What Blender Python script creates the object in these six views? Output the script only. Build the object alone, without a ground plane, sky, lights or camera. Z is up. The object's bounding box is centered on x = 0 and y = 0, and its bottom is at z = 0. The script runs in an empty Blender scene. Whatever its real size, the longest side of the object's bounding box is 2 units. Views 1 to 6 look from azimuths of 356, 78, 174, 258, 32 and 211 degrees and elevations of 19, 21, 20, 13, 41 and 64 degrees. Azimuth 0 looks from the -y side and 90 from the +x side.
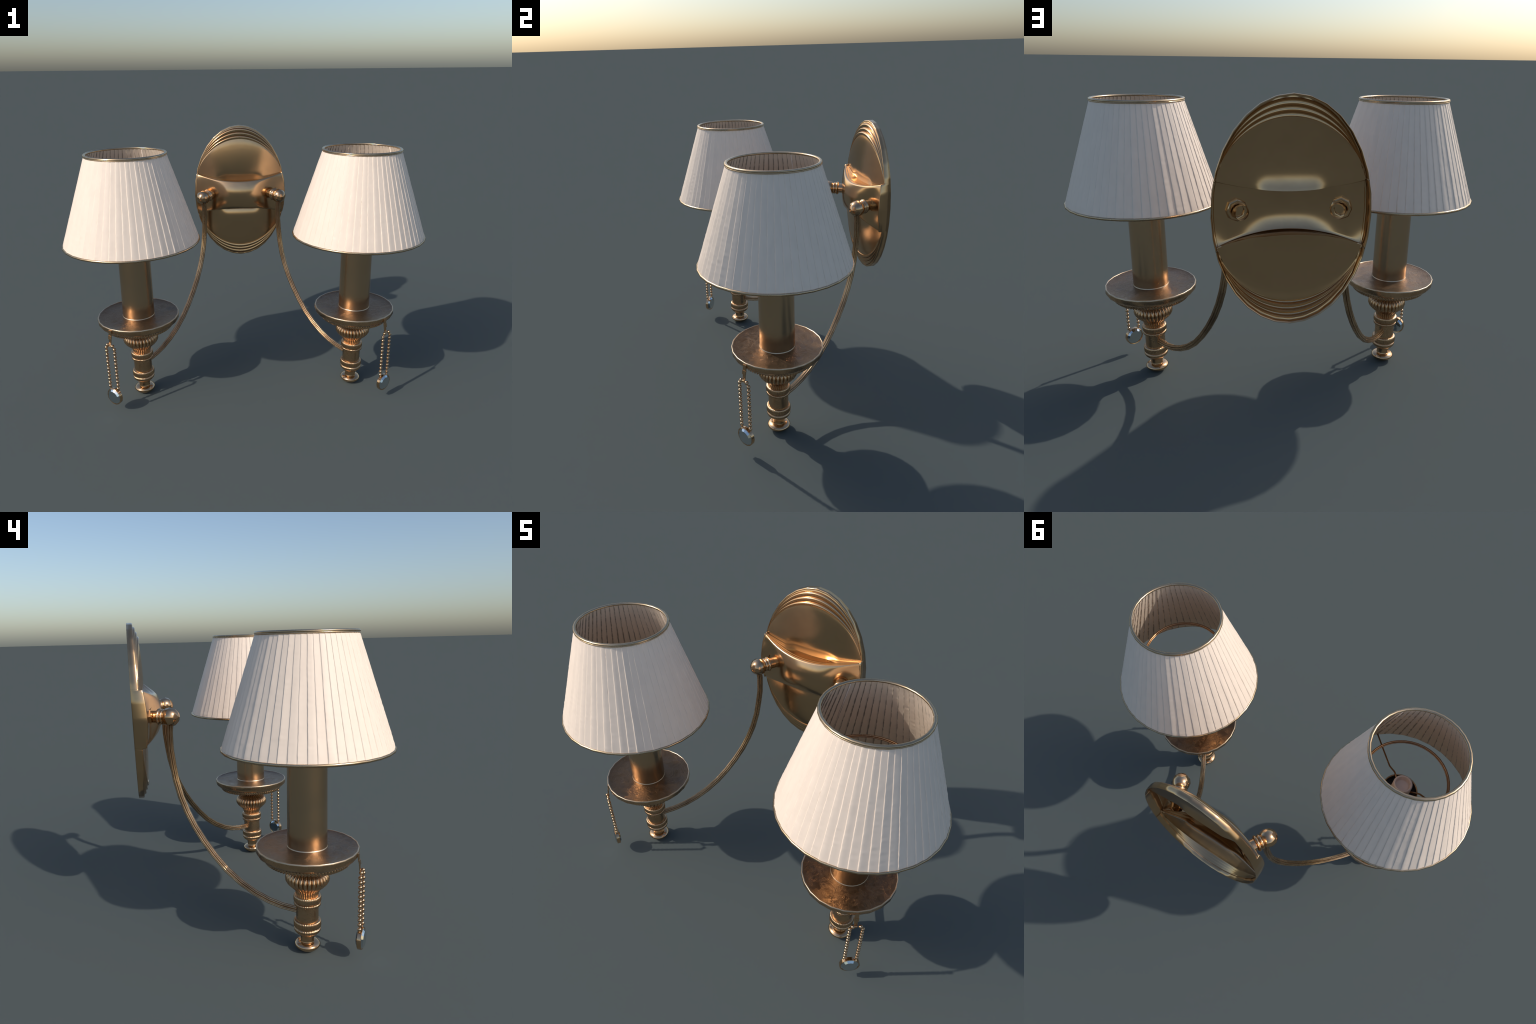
import bpy, math, random
from mathutils import Vector, Matrix, noise

random.seed(7)
pi, sin, cos = math.pi, math.sin, math.cos

# ------------------------------------------------------------------ layout
LAMP_X, LAMP_Y = 0.6285, -0.1745          # axis of each candle lamp
BALL = (0.2445, 0.3715, 1.057)            # ball joint of each arm
ARM_AZ = math.radians(35.12)              # splay of arm plane
STEM_AZ = math.radians(28.0)              # splay of the wall stem
PLATE_Z, PLATE_A, PLATE_B, PLATE_BACK = 1.0545, 0.297, 0.436, 0.544

# ------------------------------------------------------------------ materials
def new_mat(name):
    m = bpy.data.materials.new(name)
    m.use_nodes = True
    nt = m.node_tree
    return m, nt, nt.nodes["Principled BSDF"]

def node(nt, kind, **kw):
    n = nt.nodes.new(kind)
    for k, v in kw.items():
        if k in n.inputs:
            n.inputs[k].default_value = v
        else:
            setattr(n, k, v)
    return n

def ramp(nt, src, stops):
    r = nt.nodes.new("ShaderNodeValToRGB")
    els = r.color_ramp.elements
    while len(els) < len(stops):
        els.new(0.5)
    for e, (p, c) in zip(els, stops):
        e.position = p
        e.color = (*c, 1)
    nt.links.new(src, r.inputs[0])
    return r.outputs[0]

def brass(name, base, dark, rough, rough_var=0.08, scale=9.0, bump=0.0, bump_scale=60.0,
          dark_amount=(0.55, 0.8), stretch=(1, 1, 1)):
    m, nt, b = new_mat(name)
    tc = node(nt, "ShaderNodeTexCoord")
    mp = node(nt, "ShaderNodeMapping")
    mp.inputs["Scale"].default_value = stretch
    nt.links.new(tc.outputs["Object"], mp.inputs[0])
    n1 = node(nt, "ShaderNodeTexNoise", Scale=scale, Detail=6.0, Roughness=0.6)
    nt.links.new(mp.outputs[0], n1.inputs["Vector"])
    col = ramp(nt, n1.outputs["Fac"], [(dark_amount[0] - 0.15, base), (dark_amount[1], dark)])
    nt.links.new(col, b.inputs["Base Color"])
    mr = node(nt, "ShaderNodeMapRange")
    mr.inputs["From Min"].default_value = 0.3
    mr.inputs["From Max"].default_value = 0.7
    mr.inputs["To Min"].default_value = rough - rough_var
    mr.inputs["To Max"].default_value = rough + rough_var
    nt.links.new(n1.outputs["Fac"], mr.inputs["Value"])
    nt.links.new(mr.outputs[0], b.inputs["Roughness"])
    b.inputs["Metallic"].default_value = 1.0
    if bump:
        n2 = node(nt, "ShaderNodeTexNoise", Scale=bump_scale, Detail=4.0)
        nt.links.new(mp.outputs[0], n2.inputs["Vector"])
        bp = node(nt, "ShaderNodeBump", Strength=bump, Distance=0.004)
        nt.links.new(n2.outputs["Fac"], bp.inputs["Height"])
        nt.links.new(bp.outputs[0], b.inputs["Normal"])
    return m

GOLD = (0.66, 0.43, 0.235)
DARK = (0.50, 0.31, 0.165)
MAT_PLATE = brass("satin_brass", GOLD, DARK, 0.20, 0.03, 5.0, dark_amount=(0.6, 0.95))
MAT_POLISH = brass("polished_brass", (0.70, 0.46, 0.27), DARK, 0.17, 0.03, 8.0)
MAT_TUBE = brass("brushed_brass", (0.64, 0.45, 0.275), (0.56, 0.38, 0.22), 0.25, 0.03, 6.0, dark_amount=(0.6, 0.95))
MAT_ORNATE = brass("antique_brass", (0.66, 0.43, 0.25), (0.40, 0.24, 0.13), 0.27, 0.06, 14.0, 0.15, 120.0)
MAT_ARM = brass("aged_brass", (0.62, 0.43, 0.26), (0.33, 0.215, 0.13), 0.29, 0.08, 16.0, 0.25, 40.0,
                dark_amount=(0.50, 0.66), stretch=(2.2, 0.5, 0.5))
MAT_WIRE = brass("bronze_wire", (0.50, 0.29, 0.15), (0.36, 0.2, 0.1), 0.32)
MAT_TRIM = brass("trim_brass", (0.62, 0.46, 0.29), (0.42, 0.3, 0.18), 0.28, 0.06, 12.0)
MAT_EDGE = brass("worn_brass_edge", (0.64, 0.50, 0.36), (0.5, 0.37, 0.24), 0.36, 0.06, 30.0)

def drip_material():
    m, nt, b = new_mat("tarnished_brass")
    tc = node(nt, "ShaderNodeTexCoord")
    n1 = node(nt, "ShaderNodeTexNoise", Scale=13.0, Detail=8.0, Roughness=0.62, Distortion=0.6)
    nt.links.new(tc.outputs["Object"], n1.inputs["Vector"])
    col = ramp(nt, n1.outputs["Fac"], [(0.30, (0.185, 0.108, 0.056)), (0.52, (0.225, 0.138, 0.080)), (0.72, (0.18, 0.117, 0.078))])
    nt.links.new(col, b.inputs["Base Color"])
    n3 = node(nt, "ShaderNodeTexNoise", Scale=26.0, Detail=8.0, Roughness=0.7, Distortion=1.2)
    nt.links.new(tc.outputs["Object"], n3.inputs["Vector"])
    mr = node(nt, "ShaderNodeMapRange")
    mr.inputs["From Min"].default_value = 0.3
    mr.inputs["From Max"].default_value = 0.7
    mr.inputs["To Min"].default_value = 0.26
    mr.inputs["To Max"].default_value = 0.44
    nt.links.new(n3.outputs["Fac"], mr.inputs["Value"])
    nt.links.new(mr.outputs[0], b.inputs["Roughness"])
    b.inputs["Metallic"].default_value = 1.0
    n2 = node(nt, "ShaderNodeTexNoise", Scale=22.0, Detail=7.0, Roughness=0.65, Distortion=0.8)
    nt.links.new(tc.outputs["Object"], n2.inputs["Vector"])
    pit = ramp(nt, n2.outputs["Fac"], [(0.42, (0, 0, 0)), (0.50, (1, 1, 1)), (0.56, (0.4, 0.4, 0.4))])
    bp = node(nt, "ShaderNodeBump", Strength=0.24, Distance=0.003)
    nt.links.new(pit, bp.inputs["Height"])
    nt.links.new(bp.outputs[0], b.inputs["Normal"])
    return m
MAT_PAN = drip_material()

def math_node(nt, op, a, b=None):
    n = node(nt, "ShaderNodeMath", operation=op)
    for i, s in enumerate((a, b)):
        if s is None:
            continue
        if isinstance(s, (int, float)):
            n.inputs[i].default_value = s
        else:
            nt.links.new(s, n.inputs[i])
    return n.outputs[0]

def fabric_material(name, tone, line_width, line_tone):
    m, nt, b = new_mat(name)
    tc = node(nt, "ShaderNodeTexCoord")
    sep = node(nt, "ShaderNodeSeparateXYZ")
    nt.links.new(tc.outputs["Object"], sep.inputs[0])
    turn = math_node(nt, "ARCTAN2", sep.outputs[1], sep.outputs[0])
    pitch = math_node(nt, "MULTIPLY", turn, 60 / (2 * pi))
    wander = node(nt, "ShaderNodeTexNoise", Scale=22.0, Detail=2.0)
    nt.links.new(tc.outputs["Object"], wander.inputs["Vector"])
    shift = math_node(nt, "MULTIPLY", math_node(nt, "SUBTRACT", wander.outputs["Fac"], 0.5), 0.16)
    dist = math_node(nt, "PINGPONG", math_node(nt, "ADD", pitch, math_node(nt, "ADD", shift, 60.0)), 0.5)
    dash_map = node(nt, "ShaderNodeMapping")
    dash_map.inputs["Scale"].default_value = (9, 9, 34)
    nt.links.new(tc.outputs["Object"], dash_map.inputs[0])
    dash = node(nt, "ShaderNodeTexNoise", Scale=1.0, Detail=2.0)
    nt.links.new(dash_map.outputs[0], dash.inputs["Vector"])
    width = node(nt, "ShaderNodeMapRange")
    for k, v in (("From Min", 0.40), ("From Max", 0.62), ("To Min", 0.25 * line_width), ("To Max", line_width)):
        width.inputs[k].default_value = v
    nt.links.new(dash.outputs["Fac"], width.inputs["Value"])
    line = math_node(nt, "SUBTRACT", 1.0, math_node(nt, "DIVIDE", dist, width.outputs[0]))
    line = math_node(nt, "MINIMUM", math_node(nt, "MAXIMUM", math_node(nt, "MULTIPLY", line, 2.0), 0.0), 1.0)
    mp = node(nt, "ShaderNodeMapping")
    mp.inputs["Scale"].default_value = (40, 40, 3)
    nt.links.new(tc.outputs["Object"], mp.inputs[0])
    n1 = node(nt, "ShaderNodeTexNoise", Scale=1.0, Detail=3.0)
    nt.links.new(mp.outputs[0], n1.inputs["Vector"])
    col = ramp(nt, n1.outputs["Fac"], [(0.3, tuple(c * 0.95 for c in tone)), (0.7, tone)])
    mix = node(nt, "ShaderNodeMix", data_type='RGBA')
    nt.links.new(line, mix.inputs["Factor"])
    nt.links.new(col, mix.inputs[6])
    mix.inputs[7].default_value = (*[c * line_tone for c in tone], 1)  # crease shadow between pleats painted as darker dashed lines
    nt.links.new(mix.outputs[2], b.inputs["Base Color"])
    b.inputs["Roughness"].default_value = 0.55
    b.inputs["Specular IOR Level"].default_value = 0.45
    return m
MAT_FABRIC = fabric_material("pleated_ivory_fabric", (0.965, 0.80, 0.655), 0.042, 0.84)  # base tone lifted toward the brightness of the sun-facing side
MAT_INSIDE_DARKENED = fabric_material("inside_fabric_darkened", (0.78, 0.62, 0.475), 0.13, 0.42)  # same fabric, tone lowered to bake in the dim shade interior

def plain(name, col, rough, metal=0.0):
    m, nt, b = new_mat(name)
    tc = node(nt, "ShaderNodeTexCoord")
    n1 = node(nt, "ShaderNodeTexNoise", Scale=20.0, Detail=3.0)
    nt.links.new(tc.outputs["Object"], n1.inputs["Vector"])
    c2 = tuple(c * 0.92 for c in col)
    nt.links.new(ramp(nt, n1.outputs["Fac"], [(0.35, c2), (0.65, col)]), b.inputs["Base Color"])
    b.inputs["Roughness"].default_value = rough
    b.inputs["Metallic"].default_value = metal
    return m
MAT_CERAMIC = plain("porcelain_socket", (0.78, 0.62, 0.52), 0.5)
MAT_CRYSTAL = plain("silvered_crystal", (0.66, 0.72, 0.75), 0.03, 1.0)
MAT_BLACK = plain("dark_insulation", (0.012, 0.010, 0.009), 0.6)

# ------------------------------------------------------------------ mesh helpers
def mesh_from(name, verts, faces, mat, angle=40):
    me = bpy.data.meshes.new(name)
    me.from_pydata([tuple(v) for v in verts], [], faces)
    me.validate()
    me.polygons.foreach_set("use_smooth", [True] * len(me.polygons))
    if angle is not None:
        me.set_sharp_from_angle(angle=math.radians(angle))
    me.materials.append(mat)
    me.update()
    return me

def place(name, me, parent=None, matrix=None):
    o = bpy.data.objects.new(name, me)
    bpy.context.scene.collection.objects.link(o)
    o.matrix_world = matrix or Matrix()
    if parent is not None:
        o.parent = parent
        o.matrix_parent_inverse = parent.matrix_basis.inverted() if parent.parent is None else (
            (parent.parent.matrix_basis @ parent.matrix_parent_inverse @ parent.matrix_basis).inverted())
        o.matrix_basis = matrix or Matrix()
    return o

class Builder:
    def __init__(self):
        self.v, self.f = [], []
    def grid(self, rows, close_u=True, close_v=False, flip=False):
        """rows: list of rings (lists of points)."""
        base, n, m = len(self.v), len(rows[0]), len(rows)
        for r in rows:
            self.v.extend(r)
        for i in range(m if close_v else m - 1):
            for j in range(n if close_u else n - 1):
                a, b = base + i * n + j, base + i * n + (j + 1) % n
                i2 = (i + 1) % m
                c, d = base + i2 * n + (j + 1) % n, base + i2 * n + j
                self.f.append((a, d, c, b) if flip else (a, b, c, d))
        return base
    def lathe(self, prof, segs, mod=None, cap_first=False, cap_last=False):
        """prof: (r, z) going from top to bottom, outside faces outward.
        mod(theta, r, z, i) -> new (r, z)."""
        rows = []
        for i, (r, z) in enumerate(prof):
            ring = []
            for k in range(segs):
                t = 2 * pi * k / segs
                rr, zz = (r, z) if mod is None else mod(t, r, z, i)
                ring.append((rr * cos(t), rr * sin(t), zz))
            rows.append(ring)
        b = self.grid(rows, flip=True)
        if cap_first:
            self.f.append(tuple(b + k for k in range(segs)))
        if cap_last:
            e = b + (len(prof) - 1) * segs
            self.f.append(tuple(e + k for k in reversed(range(segs))))
    def torus(self, R, z, r, seg, sec, cx=0.0, squash=1.0):
        rows = []
        for k in range(seg):
            t = 2 * pi * k / seg
            rows.append([((R + r * cos(2 * pi * q / sec)) * cos(t), (R + r * cos(2 * pi * q / sec)) * sin(t),
                          z + squash * r * sin(2 * pi * q / sec)) for q in range(sec)])
        self.grid(rows, close_v=True, flip=True)
    def tube(self, pts, rad, sec, cap=True, lobes=0, depth=0.0, up=Vector((1, 0, 0))):
        pts = [Vector(p) for p in pts]
        rows = []
        for i, p in enumerate(pts):
            a = pts[max(i - 1, 0)]
            c = pts[min(i + 1, len(pts) - 1)]
            d = (c - a).normalized()
            x = (up - d * up.dot(d)).normalized()
            y = d.cross(x)
            ring = []
            for q in range(sec):
                t = 2 * pi * q / sec
                rr = rad
                if lobes:
                    rr = rad * (1 - depth + depth * abs(cos(t * lobes / 2)) ** 0.6)
                ring.append(p + (x * cos(t) + y * sin(t)) * rr)
            rows.append(ring)
        b = self.grid(rows)
        if cap:
            self.f.append(tuple(b + q for q in reversed(range(sec))))
            e = b + (len(rows) - 1) * sec
            self.f.append(tuple(e + q for q in range(sec)))
    def box(self, x0, x1, y0, y1, z0, z1):
        b = len(self.v)
        for z in (z0, z1):
            self.v += [(x0, y0, z), (x1, y0, z), (x1, y1, z), (x0, y1, z)]
        for f in ((0, 3, 2, 1), (4, 5, 6, 7), (0, 1, 5, 4), (1, 2, 6, 5), (2, 3, 7, 6), (3, 0, 4, 7)):
            self.f.append(tuple(b + i for i in f))
    def done(self, name, mat, angle=40):
        return mesh_from(name, self.v, self.f, mat, angle)

def interp(tab, x):
    for (a, ya), (b, yb) in zip(tab, tab[1:]):
        if x <= b:
            return ya + (yb - ya) * (x - a) / (b - a)
    return tab[-1][1]

def smooth_interp(tab, x):
    """Catmull-Rom through a table of (x, y)."""
    n = len(tab)
    for i in range(n - 1):
        if x <= tab[i + 1][0] or i == n - 2:
            (x0, y0), (x1, y1) = tab[i], tab[i + 1]
            m0 = (y1 - tab[i - 1][1]) / (x1 - tab[i - 1][0]) if i else (y1 - y0) / (x1 - x0)
            m1 = (tab[i + 2][1] - y0) / (tab[i + 2][0] - x0) if i < n - 2 else (y1 - y0) / (x1 - x0)
            h = x1 - x0
            t = max(0, min(1, (x - x0) / h))
            return ((2*t**3 - 3*t*t + 1) * y0 + (t**3 - 2*t*t + t) * h * m0
                    + (-2*t**3 + 3*t*t) * y1 + (t**3 - t*t) * h * m1)

# ------------------------------------------------------------------ wall plate
BAND_X = [(0, 0.0), (0.05, 0.0015), (0.10, 0.0090), (0.15, 0.0265),
          (0.20, 0.0500), (0.235, 0.0655), (0.276, 0.0770), (0.31, 0.082)]
CORNER_X = 0.276

def band_front(x):
    return 0.400 + smooth_interp(BAND_X, abs(x))

def plate_rows(s, sign):
    """Column of the shell at relative width s, from the outer edge to the lip of the
    belly band; sign +1 is the upper half, -1 the lower one.  Returns (x, y, z)."""
    x = CORNER_X * s
    q = max(0.0, 1 - s * s)
    a = abs(s)
    corner = 0.1355                            # height of the corners over the centre
    lip = (0.0905 if sign > 0 else 0.088) + 0.041 * s * s   # crease curve
    edge = 0.4305 * math.sqrt(max(0, 1 - (x / 0.2915) ** 2)) + 0.001
    edge = max(edge, corner + 0.004)
    out = [(edge, 0.5185 - 0.010 * s * s)]
    # four reeded steps running into the corners
    depth = (0.5175, 0.509, 0.5005, 0.492)
    inner = corner + 0.0008 + 0.2180 * q ** 0.67
    zs = [edge + (inner - edge) * f for f in (0.128, 0.423, 0.718, 1.0)]
    fade = 1 - a ** 1.9
    side = 0.509
    def yy(y):
        return y * fade + side * (1 - fade)
    panel_top_y = 0.4865
    for k in range(4):
        z0 = zs[k]
        z1 = zs[k + 1] if k < 3 else zs[k] - 0.022 * q ** 0.6
        g0 = depth[k]
        g1 = depth[k + 1] if k < 3 else 0.4880
        crest = g1 - 0.0042
        out.append((z0 + (z0 - z1) * 0.06, yy(g0 - 0.0016)))
        out.append((z0, yy(g0 + 0.0020)))
        if k < 3:
            for f, w in ((0.10, 0.45), (0.22, 0.85), (0.40, 1.0), (0.62, 0.92), (0.82, 0.80)):
                out.append((z0 + (z1 - z0) * f, yy(g0 + (crest - g0) * w)))
    # domed panel between the innermost step and the belly band
    z0, z1 = zs[3], lip - 0.003
    ax = abs(x)
    yl = 0.4185 + 0.0725 * (ax / CORNER_X) ** 2.1          # front line of the lip
    t = max(0.0, min(1.0, (ax - 0.085) / 0.075))
    t = t * t * (3 - 2 * t)                              # 1 where the panel no longer curls under
    for v, y in ((0.03, 0.4925), (0.07, 0.4905), (0.14, 0.4886), (0.26, 0.4862), (0.40, 0.4842), (0.54, 0.4828),
                 (0.66, 0.4822), (0.75, 0.4826), (0.82, 0.4842), (0.88, 0.4872), (0.935, 0.4912), (0.97, 0.4945), (1.0, 0.498)):
        flat = min(y, 0.4822) if v > 0.66 else y
        yp = flat + (y - flat) * (1 - t)
        yp += (0.5075 - yp) * a ** 1.9
        out.append((z0 + (z1 - z0) * v, yp))
    yb = out[-1][1]
    # shelf and its ribbed lip
    w = max(0.002, yb - yl)
    k = min(1.0, w / 0.05)
    out.append((lip - 0.0045, yb - 0.12 * w))
    for dy, dz in ((0.033, -0.0030), (0.030, -0.0012), (0.026, -0.0012), (0.022, -0.0026), (0.018, -0.0008),
                   (0.012, 0.0002), (0.006, -0.0008), (0.0025, -0.0030), (0.0, -0.0065)):
        out.append((lip + dz * k, yl + min(dy * k, w * 0.85)))
    return [(x, y, PLATE_Z + sign * z) for z, y in out]

def build_plate(parent):
    N = 96
    cols = []
    svals = [sin(pi / 2 * (-1 + 2 * j / N)) for j in range(N + 1)]
    for s in svals:
        top = plate_rows(s, 1)
        bot = plate_rows(s, -1)
        (x, y0, za), (_, y1, zb) = top[-1], bot[-1]
        band = []
        M = 22
        for i in range(1, M):
            v = i / M
            z = za + (zb - za) * v
            h = (z - PLATE_Z) / (abs((za if z > PLATE_Z else zb) - PLATE_Z))
            widen = 1 + 0.046 * (1 - min(1, abs(z - PLATE_Z) / 0.136) ** 2)
            ym = band_front(x)
            yl = y0 if z > PLATE_Z else y1
            w = abs(h) ** (2.3 + 0.4 * abs(s))
            band.append((x * (widen * abs(s) ** 6 + 1 - abs(s) ** 6), ym + (yl - ym) * w, z))
        cols.append(top + band + bot[::-1])
    B = Builder()
    R = len(cols[0])
    for c in cols:
        B.v.extend(c)
    for j in range(N):
        for i in range(R - 1):
            a = j * R + i
            B.f.append((a, a + 1, a + R + 1, a + R))
    # outer boundary loop (clockwise), bevelled into the rim wall
    loop = [j * R for j in range(N + 1)] + [N * R + i for i in range(1, R)] \
        + [j * R + R - 1 for j in range(N - 1, -1, -1)] + [i for i in range(R - 2, 0, -1)]
    SEG = 32
    def polygon(th):
        k = th / (2 * pi) * SEG
        k0 = math.floor(k)
        f = k - k0
        p = lambda i: Vector((PLATE_A * cos(2 * pi * i / SEG), PLATE_B * sin(2 * pi * i / SEG)))
        # cut the chord where the ray at this angle meets it
        u, v = p(k0), p(k0 + 1)
        d = Vector((PLATE_A * cos(th), PLATE_B * sin(th)))
        e = v - u
        t = (u.x * e.y - u.y * e.x) / (d.x * e.y - d.y * e.x)
        return d * t
    # even out the angles so that no two rim points coincide at the corners
    ths = []
    for idx in loop:
        x, y, z = B.v[idx]
        ths.append(math.atan2((z - PLATE_Z) / PLATE_B, x / PLATE_A))
    rings = []
    ys = [B.v[i][1] for i in loop]
    n = len(loop)
    ysm = []
    for i in range(n):
        acc = [ys[(i + k) % n] for k in range(-6, 7)]
        ysm.append(sum(acc) / len(acc))
    for inset, dy in ((0.9955, 0.0003), (0.9990, 0.0020), (1.0, 0.0055), (1.0, None)):
        base = len(B.v)
        for i, th in enumerate(ths):
            p = polygon(th) * inset
            y = PLATE_BACK if dy is None else ysm[i] + dy
            B.v.append((p.x, y, PLATE_Z + p.y))
        rings.append(base)
    prev = loop
    for base in rings:
        cur = [base + i for i in range(n)]
        for i in range(n):
            B.f.append((prev[i], prev[(i + 1) % n], cur[(i + 1) % n], cur[i])[::-1])
        prev = cur
    me = B.done("wall_plate", MAT_PLATE, 62)
    o = place("wall_plate", me, parent)
    md = o.modifiers.new("shell", "SOLIDIFY")
    md.thickness = 0.0025
    md.offset = -1
    return o

# ------------------------------------------------------------------ meshes shared by both lamps
def arm_mesh():
    # path in the arm plane: s runs from ball to lamp along local -y, height over the ball
    pts = [(-0.002, 1.030), (-0.009, 0.985), (-0.009, 0.905), (0.000, 0.830), (0.012, 0.755), (0.034, 0.675), (0.064, 0.603),
           (0.102, 0.532), (0.150, 0.462), (0.205, 0.395), (0.268, 0.331), (0.338, 0.278), (0.412, 0.237),
           (0.480, 0.211), (0.545, 0.196), (0.640, 0.187)]
    B = Builder()
    B.tube([(0, -s, z - BALL[2]) for s, z in pts], 0.0158, 48, lobes=8, depth=0.30)
    return B.done("arm", MAT_ARM, 55)

def stem_mesh():
    # turned stem, axis along local -y from the plate to the ball
    prof = [(0.0290, -0.135), (0.0290, -0.064), (0.0325, -0.0630), (0.0380, -0.0595), (0.0400, -0.0545), (0.0385, -0.0495),
            (0.0330, -0.0465), (0.0315, -0.0450), (0.0340, -0.0430), (0.0365, -0.0390), (0.0365, -0.0350), (0.0335, -0.0315),
            (0.0300, -0.0300), (0.0280, -0.0200)]
    B = Builder()
    B.lathe([(r, z) for r, z in prof], 24)
    B.v = [(x, -z, -y) for x, y, z in B.v]
    B.f = [f for f in B.f]
    return B.done("joint_collar", MAT_POLISH, 50)

def ball_mesh():
    B = Builder()
    R, rows = 0.0455, 6
    prof = [(max(0.0004, R * sin(pi * i / rows)), R * cos(pi * i / rows)) for i in range(rows + 1)]
    B.lathe(prof, 8)
    B.v = [(x, -z, -y) for x, y, z in B.v]
    return B.done("ball_joint", MAT_POLISH, None)

def boss_mesh():
    # back end of the stem seen inside the hollow plate: octagonal collar round a bore
    B = Builder()
    B.lathe([(0.0265, 0.0010), (0.0275, 0.0090), (0.0310, 0.0105), (0.0395, 0.0105), (0.0430, 0.0080), (0.0430, -0.010)], 8)
    B.lathe([(0.0005, 0.0010), (0.0250, 0.0010), (0.0275, 0.0030)], 18)
    B.v = [(x, z, -y) for x, y, z in B.v]
    return B.done("mounting_boss", MAT_PLATE, 30)

def stem_body_mesh():
    """Turned foot of the lamp: gadrooned cup, fluted neck, knurled rings, barrel, finial."""
    B = Builder()
    # gadrooned bulge with fluted neck
    L = 30
    prof = [(0.062, 0.402), (0.074, 0.396), (0.086, 0.387), (0.0955, 0.375), (0.0995, 0.362), (0.1000, 0.351), (0.0955, 0.340),
            (0.087, 0.329), (0.076, 0.319), (0.066, 0.310), (0.0590, 0.301), (0.0545, 0.291), (0.0515, 0.280), (0.0500, 0.268),
            (0.0500, 0.256)]
    depth = [0.005, 0.008, 0.009, 0.010, 0.0105, 0.010, 0.009, 0.008, 0.007, 0.0062, 0.0056, 0.005, 0.0046, 0.004, 0.003]
    def gad(t, r, z, i):
        lobe = abs(cos(t * L / 2)) ** 0.55
        return r - depth[i] * (1 - lobe), z
    B.lathe(prof, L * 8, gad)
    # knurled rings
    def knurl(n, d):
        return lambda t, r, z, i: (r - (d * (0.5 - 0.5 * cos(n * t)) if r > 0.056 else 0), z)
    seg = 240
    B.lathe([(0.046, 0.2750), (0.0595, 0.2742), (0.0622, 0.2715), (0.0630, 0.2640), (0.0630, 0.2530), (0.0620, 0.2465), (0.0545, 0.2440),
             (0.0545, 0.2405), (0.0605, 0.2390), (0.0618, 0.2340), (0.0608, 0.2275), (0.0560, 0.2250), (0.0490, 0.2215)],
            seg, knurl(48, 0.0022))
    B.lathe([(0.0515, 0.2235), (0.0515, 0.1500)], 32)
    B.lathe([(0.0490, 0.1530), (0.0590, 0.1525), (0.0622, 0.1500), (0.0630, 0.1420), (0.0630, 0.1285), (0.0620, 0.1215), (0.0545, 0.1180),
             (0.0545, 0.1160), (0.0610, 0.1135), (0.0618, 0.1085), (0.0600, 0.1000), (0.0520, 0.0905), (0.0440, 0.0850), (0.0370, 0.0820)],
            seg, knurl(48, 0.0026))
    return B.done("lamp_stem", MAT_ORNATE, 60)

def finial_mesh():
    B = Builder()
    B.lathe([(0.0380, 0.0860), (0.0355, 0.0800), (0.0330, 0.0700), (0.0315, 0.0580), (0.0318, 0.0490), (0.0330, 0.0462),
             (0.0400, 0.0448), (0.0490, 0.0415), (0.0565, 0.0360), (0.0600, 0.0305), (0.0590, 0.0255), (0.0550, 0.0190),
             (0.0490, 0.0120), (0.0420, 0.0060), (0.0300, 0.0015), (0.0150, 0.0), (0.0004, 0.0)], 28)
    return B.done("finial", MAT_POLISH, 50)

def pan_meshes():
    S = 24
    top = Builder()
    top.lathe([(0.080, 0.5085), (0.150, 0.5085), (0.2205, 0.5090), (0.2240, 0.5100)], S * 2,
              lambda t, r, z, i: (r * (cos(pi / S) / cos((t % (2 * pi / S)) - pi / S) if i == 3 else 1), z))
    pan = top.done("drip_pan", MAT_PAN, 40)
    rim = Builder()
    rim.lathe([(0.2232, 0.5098), (0.2250, 0.5114), (0.2274, 0.5116), (0.2291, 0.5100), (0.2295, 0.5050)], S)
    rim = rim.done("pan_rim", MAT_EDGE, 50)
    body = Builder()
    body.lathe([(0.2295, 0.5050), (0.2290, 0.4880), (0.2240, 0.4790), (0.2120, 0.4680), (0.2000, 0.4610), (0.1900, 0.4580)], S)
    # rope moulding under the pan
    L = 84
    def rope(t, r, z, i):
        ph = t * L + i * 1.0
        return r + 0.0022 * cos(ph), z - 0.0022 * cos(ph)
    body.lathe([(0.193, 0.4590), (0.194, 0.4530), (0.189, 0.4455), (0.180, 0.4405), (0.170, 0.4400), (0.163, 0.4435), (0.160, 0.449)], L * 5, rope)
    body.lathe([(0.162, 0.4470), (0.120, 0.4320), (0.092, 0.4230), (0.074, 0.4160), (0.060, 0.4080), (0.050, 0.4000)], 48)
    body = body.done("pan_underside", MAT_ORNATE, 50)
    return pan, rim, body

def sleeve_mesh():
    B = Builder()
    S = 28
    B.lathe([(0.0785, 1.030), (0.0795, 1.0395), (0.0830, 1.0415), (0.0860, 1.0385), (0.0861, 1.025), (0.0890, 0.550), (0.0892, 0.506)], S)
    B.lathe([(0.0785, 0.985), (0.0785, 1.030)][::-1], S)
    B.f = [f for f in B.f]
    return B.done("candle_sleeve", MAT_TUBE, 50)

def sleeve_ring_mesh():
    B = Builder()
    B.lathe([(0.0886, 0.5135), (0.0894, 0.5125), (0.0907, 0.5105), (0.0912, 0.5080)], 28)
    return B.done("sleeve_bead", MAT_EDGE, 60)

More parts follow.
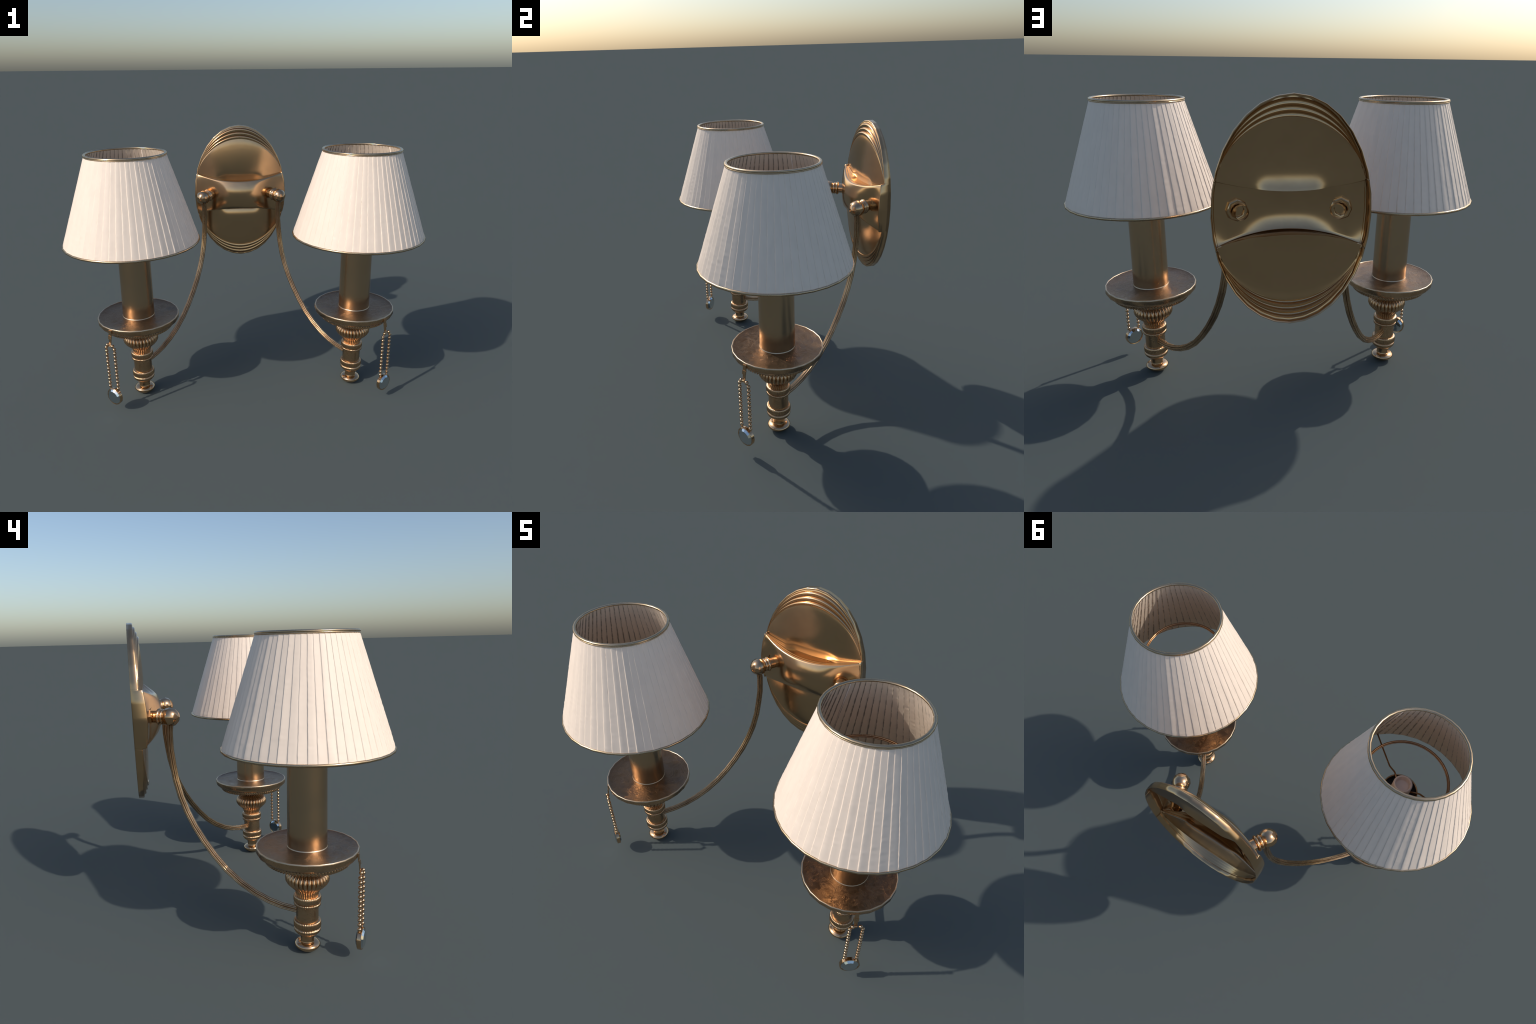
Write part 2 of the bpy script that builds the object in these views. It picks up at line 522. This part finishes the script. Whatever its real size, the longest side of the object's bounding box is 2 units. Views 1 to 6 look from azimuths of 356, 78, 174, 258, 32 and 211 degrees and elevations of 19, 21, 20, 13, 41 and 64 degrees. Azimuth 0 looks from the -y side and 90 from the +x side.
def socket_mesh():
    B = Builder()
    B.lathe([(0.0005, 1.088), (0.028, 1.088), (0.0315, 1.090), (0.0330, 1.095), (0.0345, 1.113), (0.0375, 1.117), (0.0410, 1.117), (0.0440, 1.113), (0.0450, 1.108),
             (0.0455, 1.060), (0.047, 1.000)], 24)
    return B.done("bulb_socket", MAT_CERAMIC, 60)

def sleeve_plug_mesh():
    B = Builder()
    B.lathe([(0.040, 1.008), (0.0787, 1.008), (0.0787, 0.990)], 28)
    return B.done("sleeve_plug", MAT_BLACK, 40)

TOP_Z, TOP_R, BOT_Z, BOT_R = 1.4235, 0.2090, 0.9525, 0.3640
def shade_mesh():
    """Pleated cone: 60 overlapping knife pleats, each a step and a soft fall."""
    rnd = random.Random(3)
    NP, ROWS = 60, 90
    shape = ((0.0, 0.0), (0.030, 0.55), (0.060, 1.0), (0.11, 1.02), (0.30, 0.80), (0.55, 0.50), (0.80, 0.20), (0.955, 0.03))
    jit = [rnd.uniform(-0.035, 0.035) for _ in range(NP)]
    amp = [rnd.uniform(0.75, 1.25) for _ in range(NP)]
    rows_o, rows_i = [], []
    SEG = 32
    for i in range(ROWS):
        v = i / (ROWS - 1)
        z = TOP_Z + (BOT_Z - TOP_Z) * v
        r = TOP_R + (BOT_R - TOP_R) * v
        ends = min(1.0, min(v, 1 - v) / 0.035)
        ro, ri = [], []
        for p in range(NP):
            wob = 0.05 * (noise.noise(Vector((p * 3.7, v * 5.0, 0.0))) + 0.6 * noise.noise(Vector((p * 3.7, v * 26.0, 5.0))))
            for f, h in shape:
                th = 2 * pi * (p + f + (jit[p] + wob) * (1 - f if f > 0.5 else 1) * ends) / NP
                k = th / (2 * pi) * SEG
                chord = cos(pi / SEG) / cos((k - math.floor(k) - 0.5) * 2 * pi / SEG)
                # rounder near the rings' own polygon
                rr = r * chord
                loc = 0.85 + 0.25 * noise.noise(Vector((p * 1.9, v * 9.0, 9.0))) + 0.35 * noise.noise(Vector((p * 2.3, v * 38.0, 3.0)))
                d = 0.0025 * h * amp[p] * loc * (0.35 + 0.65 * ends) * (0.7 + 0.5 * v)
                ro.append(((rr + d) * cos(th), (rr + d) * sin(th), z))
                ri.append(((rr + 1.9 * d - 0.0065) * cos(th), (rr + 1.9 * d - 0.0065) * sin(th), z))
        rows_o.append(ro)
        rows_i.append(ri)
    B = Builder()
    B.grid(rows_o + rows_i[::-1], close_u=True, close_v=True, flip=True)
    me = B.done("lampshade", MAT_FABRIC, 60)
    me.materials.append(MAT_INSIDE_DARKENED)
    n = NP * len(shape)
    for k, p in enumerate(me.polygons):
        p.material_index = 1 if k // n >= ROWS else 0
    return me

def trim_meshes():
    T = Builder()
    T.torus(TOP_R - 0.0005, TOP_Z + 0.0015, 0.0075, 32, 12, squash=0.8)
    T.torus(TOP_R + 0.0035, TOP_Z - 0.0045, 0.0032, 32, 8)
    b = Builder()
    b.torus(BOT_R + 0.0003, BOT_Z - 0.0012, 0.0057, 32, 10, squash=1.15)
    return T.done("top_trim", MAT_TRIM, None), b.done("bottom_trim", MAT_TRIM, None)

def carrier_meshes():
    ring = Builder()
    ring.torus(0.196, 1.164, 0.0048, 40, 8)
    ring.torus(0.191, 1.160, 0.0030, 40, 6)
    w = Builder()
    w.tube([(0.3600, 0, 0.9535), (0.25, 0, 0.975), (0.150, 0, 0.998), (0.095, 0, 1.0440), (0.078, 0, 1.0475), (0.044, 0, 1.0440)], 0.0042, 8, up=Vector((0, 1, 0)))
    return ring.done("carrier_ring", MAT_WIRE, None), w.done("carrier_wire", MAT_WIRE, None)

def seam_mesh():
    B = Builder()
    B.tube([(TOP_R - 0.0045, 0, TOP_Z - 0.006), (BOT_R - 0.0045, 0, BOT_Z + 0.004)], 0.0022, 6, up=Vector((0, 1, 0)))
    return B.done("shade_seam", MAT_FABRIC, None)

RAD, TAN, STRAND = 0.2450, 0.0045, 0.0298
def clip_mesh():
    B = Builder()
    def strap(y0, y1, z0, z1, w, t):
        n = len(B.v)
        for (y, z) in ((y0, z0), (y1, z1)):
            B.v += [(TAN - 0.005 - w, -y, z), (TAN - 0.005 + w, -y, z), (TAN - 0.005 + w, -y + t, z), (TAN - 0.005 - w, -y + t, z)]
        for f in ((0, 1, 2, 3), (7, 6, 5, 4), (0, 4, 5, 1), (1, 5, 6, 2), (2, 6, 7, 3), (3, 7, 4, 0)):
            B.f.append(tuple(n + i for i in f))
    strap(0.2325, 0.2345, 0.502, 0.468, 0.0095, 0.005)
    strap(0.2360, 0.2395, 0.472, 0.452, 0.0110, 0.005)
    strap(0.2370, 0.2390, 0.453, 0.428, 0.0080, 0.004)
    strap(0.2385, 0.2450, 0.430, 0.412, 0.0075, 0.004)
    # cord threading the beads, one loop
    for sg in (-1, 1):
        path = [(TAN, -RAD, 0.424), (TAN + sg * 0.0185, -RAD, 0.419), (TAN + sg * STRAND, -RAD, 0.400), (TAN + sg * STRAND, -RAD, 0.150),
                (TAN + sg * 0.024, -RAD, 0.140)]
        B.tube(path, 0.0026, 8, up=Vector((0, 1, 0)))
    return B.done("pull_chain", MAT_ORNATE, 40)

def bead_mesh():
    B = Builder()
    R = 0.0094
    B.lathe([(max(0.0003, R * sin(pi * i / 8)), R * cos(pi * i / 8)) for i in range(9)], 14)
    return B.done("bead", MAT_POLISH, None)

def pendant_meshes():
    # disc faces local -y
    P = Builder()
    P.lathe([(0.0440, 0.0085), (0.0485, 0.0100), (0.0502, 0.0085), (0.0502, -0.0085), (0.0485, -0.0100), (0.0440, -0.0085)], 14)
    P.v = [(x, -z, y) for x, y, z in P.v]
    frame = P.done("pendant", MAT_POLISH, 40)
    C = Builder()
    for sg in (1, -1):
        base = len(C.v)
        rings = ((0.0446, 0.0085), (0.0345, 0.0165))
        for r, z in rings:
            for k in range(16):
                t = 2 * pi * k / 16
                C.v.append((r * cos(t), -sg * z, r * sin(t)))
        for k in range(16):
            f = (base + k, base + (k + 1) % 16, base + 16 + (k + 1) % 16, base + 16 + k)
            C.f.append(f if sg > 0 else f[::-1])
        f = tuple(base + 16 + k for k in range(16))
        C.f.append(f if sg > 0 else f[::-1])
    me = C.done("crystal", MAT_CRYSTAL, 5)
    return frame, me

# ------------------------------------------------------------------ assembly
root = bpy.data.objects.new("wall_sconce", None)
bpy.context.scene.collection.objects.link(root)
root["label"] = "twin-arm brass wall sconce with pleated ivory lampshades"
root["category"] = "wall lamp"

plate = build_plate(root)

ARM, COLLAR, JOINT, BOSS = arm_mesh(), stem_mesh(), ball_mesh(), boss_mesh()
STEM, FINIAL = stem_body_mesh(), finial_mesh()
PAN, RIM, UNDER = pan_meshes()
SLEEVE, SBEAD, SOCKET, PLUG = sleeve_mesh(), sleeve_ring_mesh(), socket_mesh(), sleeve_plug_mesh()
SHADE = shade_mesh()
TTRIM, BTRIM = trim_meshes()
CRING, CWIRE = carrier_meshes()
SEAM = seam_mesh()
CLIP, BEAD = clip_mesh(), bead_mesh()
PENDANT, CRYSTAL = pendant_meshes()

def yaw(a):
    return Matrix.Rotation(a, 4, 'Z')

for side in (1, -1):
    ball = Matrix.Translation((side * BALL[0], BALL[1], BALL[2]))
    M_arm = ball @ yaw(side * ARM_AZ)
    M_stem = ball @ yaw(side * STEM_AZ)
    arm = place("arm", ARM, root, M_arm)
    place("ball_joint", JOINT, arm, M_stem)
    place("joint_collar", COLLAR, arm, M_stem)
    hx = side * 0.2005
    place("mounting_boss", BOSS, plate, Matrix.Translation((hx, band_front(0.2005) + 0.012, 1.062)) @ yaw(side * math.radians(14)))

    M = Matrix.Translation((side * LAMP_X, LAMP_Y, 0)) @ yaw(side * ARM_AZ)
    stem = place("lamp_stem", STEM, root, M)
    for nm, me in (("finial", FINIAL), ("drip_pan", PAN), ("pan_rim", RIM), ("pan_underside", UNDER),
                   ("candle_sleeve", SLEEVE), ("sleeve_bead", SBEAD), ("sleeve_plug", PLUG), ("bulb_socket", SOCKET)):
        place(nm, me, stem, M)
    shade = place("lampshade", SHADE, root, M)
    for nm, me in (("top_trim", TTRIM), ("bottom_trim", BTRIM), ("carrier_ring", CRING)):
        place(nm, me, shade, M)
    for az in (108, -8):
        place("shade_seam", SEAM, shade, M @ yaw(math.radians(az)))
    for az in (-12, -125, 111):
        place("carrier_wire", CWIRE, shade, M @ yaw(math.radians(az)))
    chain = place("pull_chain", CLIP, root, M)
    for sg in (-1, 1):
        spots = [(TAN + sg * 0.0185, 0.419)] + [(TAN + sg * STRAND, 0.401 - 0.02195 * i) for i in range(12)]
        for x, z in spots:
            place("bead", BEAD, chain, M @ Matrix.Translation((x, -RAD, z)))
    MP = M @ Matrix.Translation((TAN, -0.2465, 0.1025))
    pend = place("pendant", PENDANT, chain, MP)
    place("crystal", CRYSTAL, chain, MP)
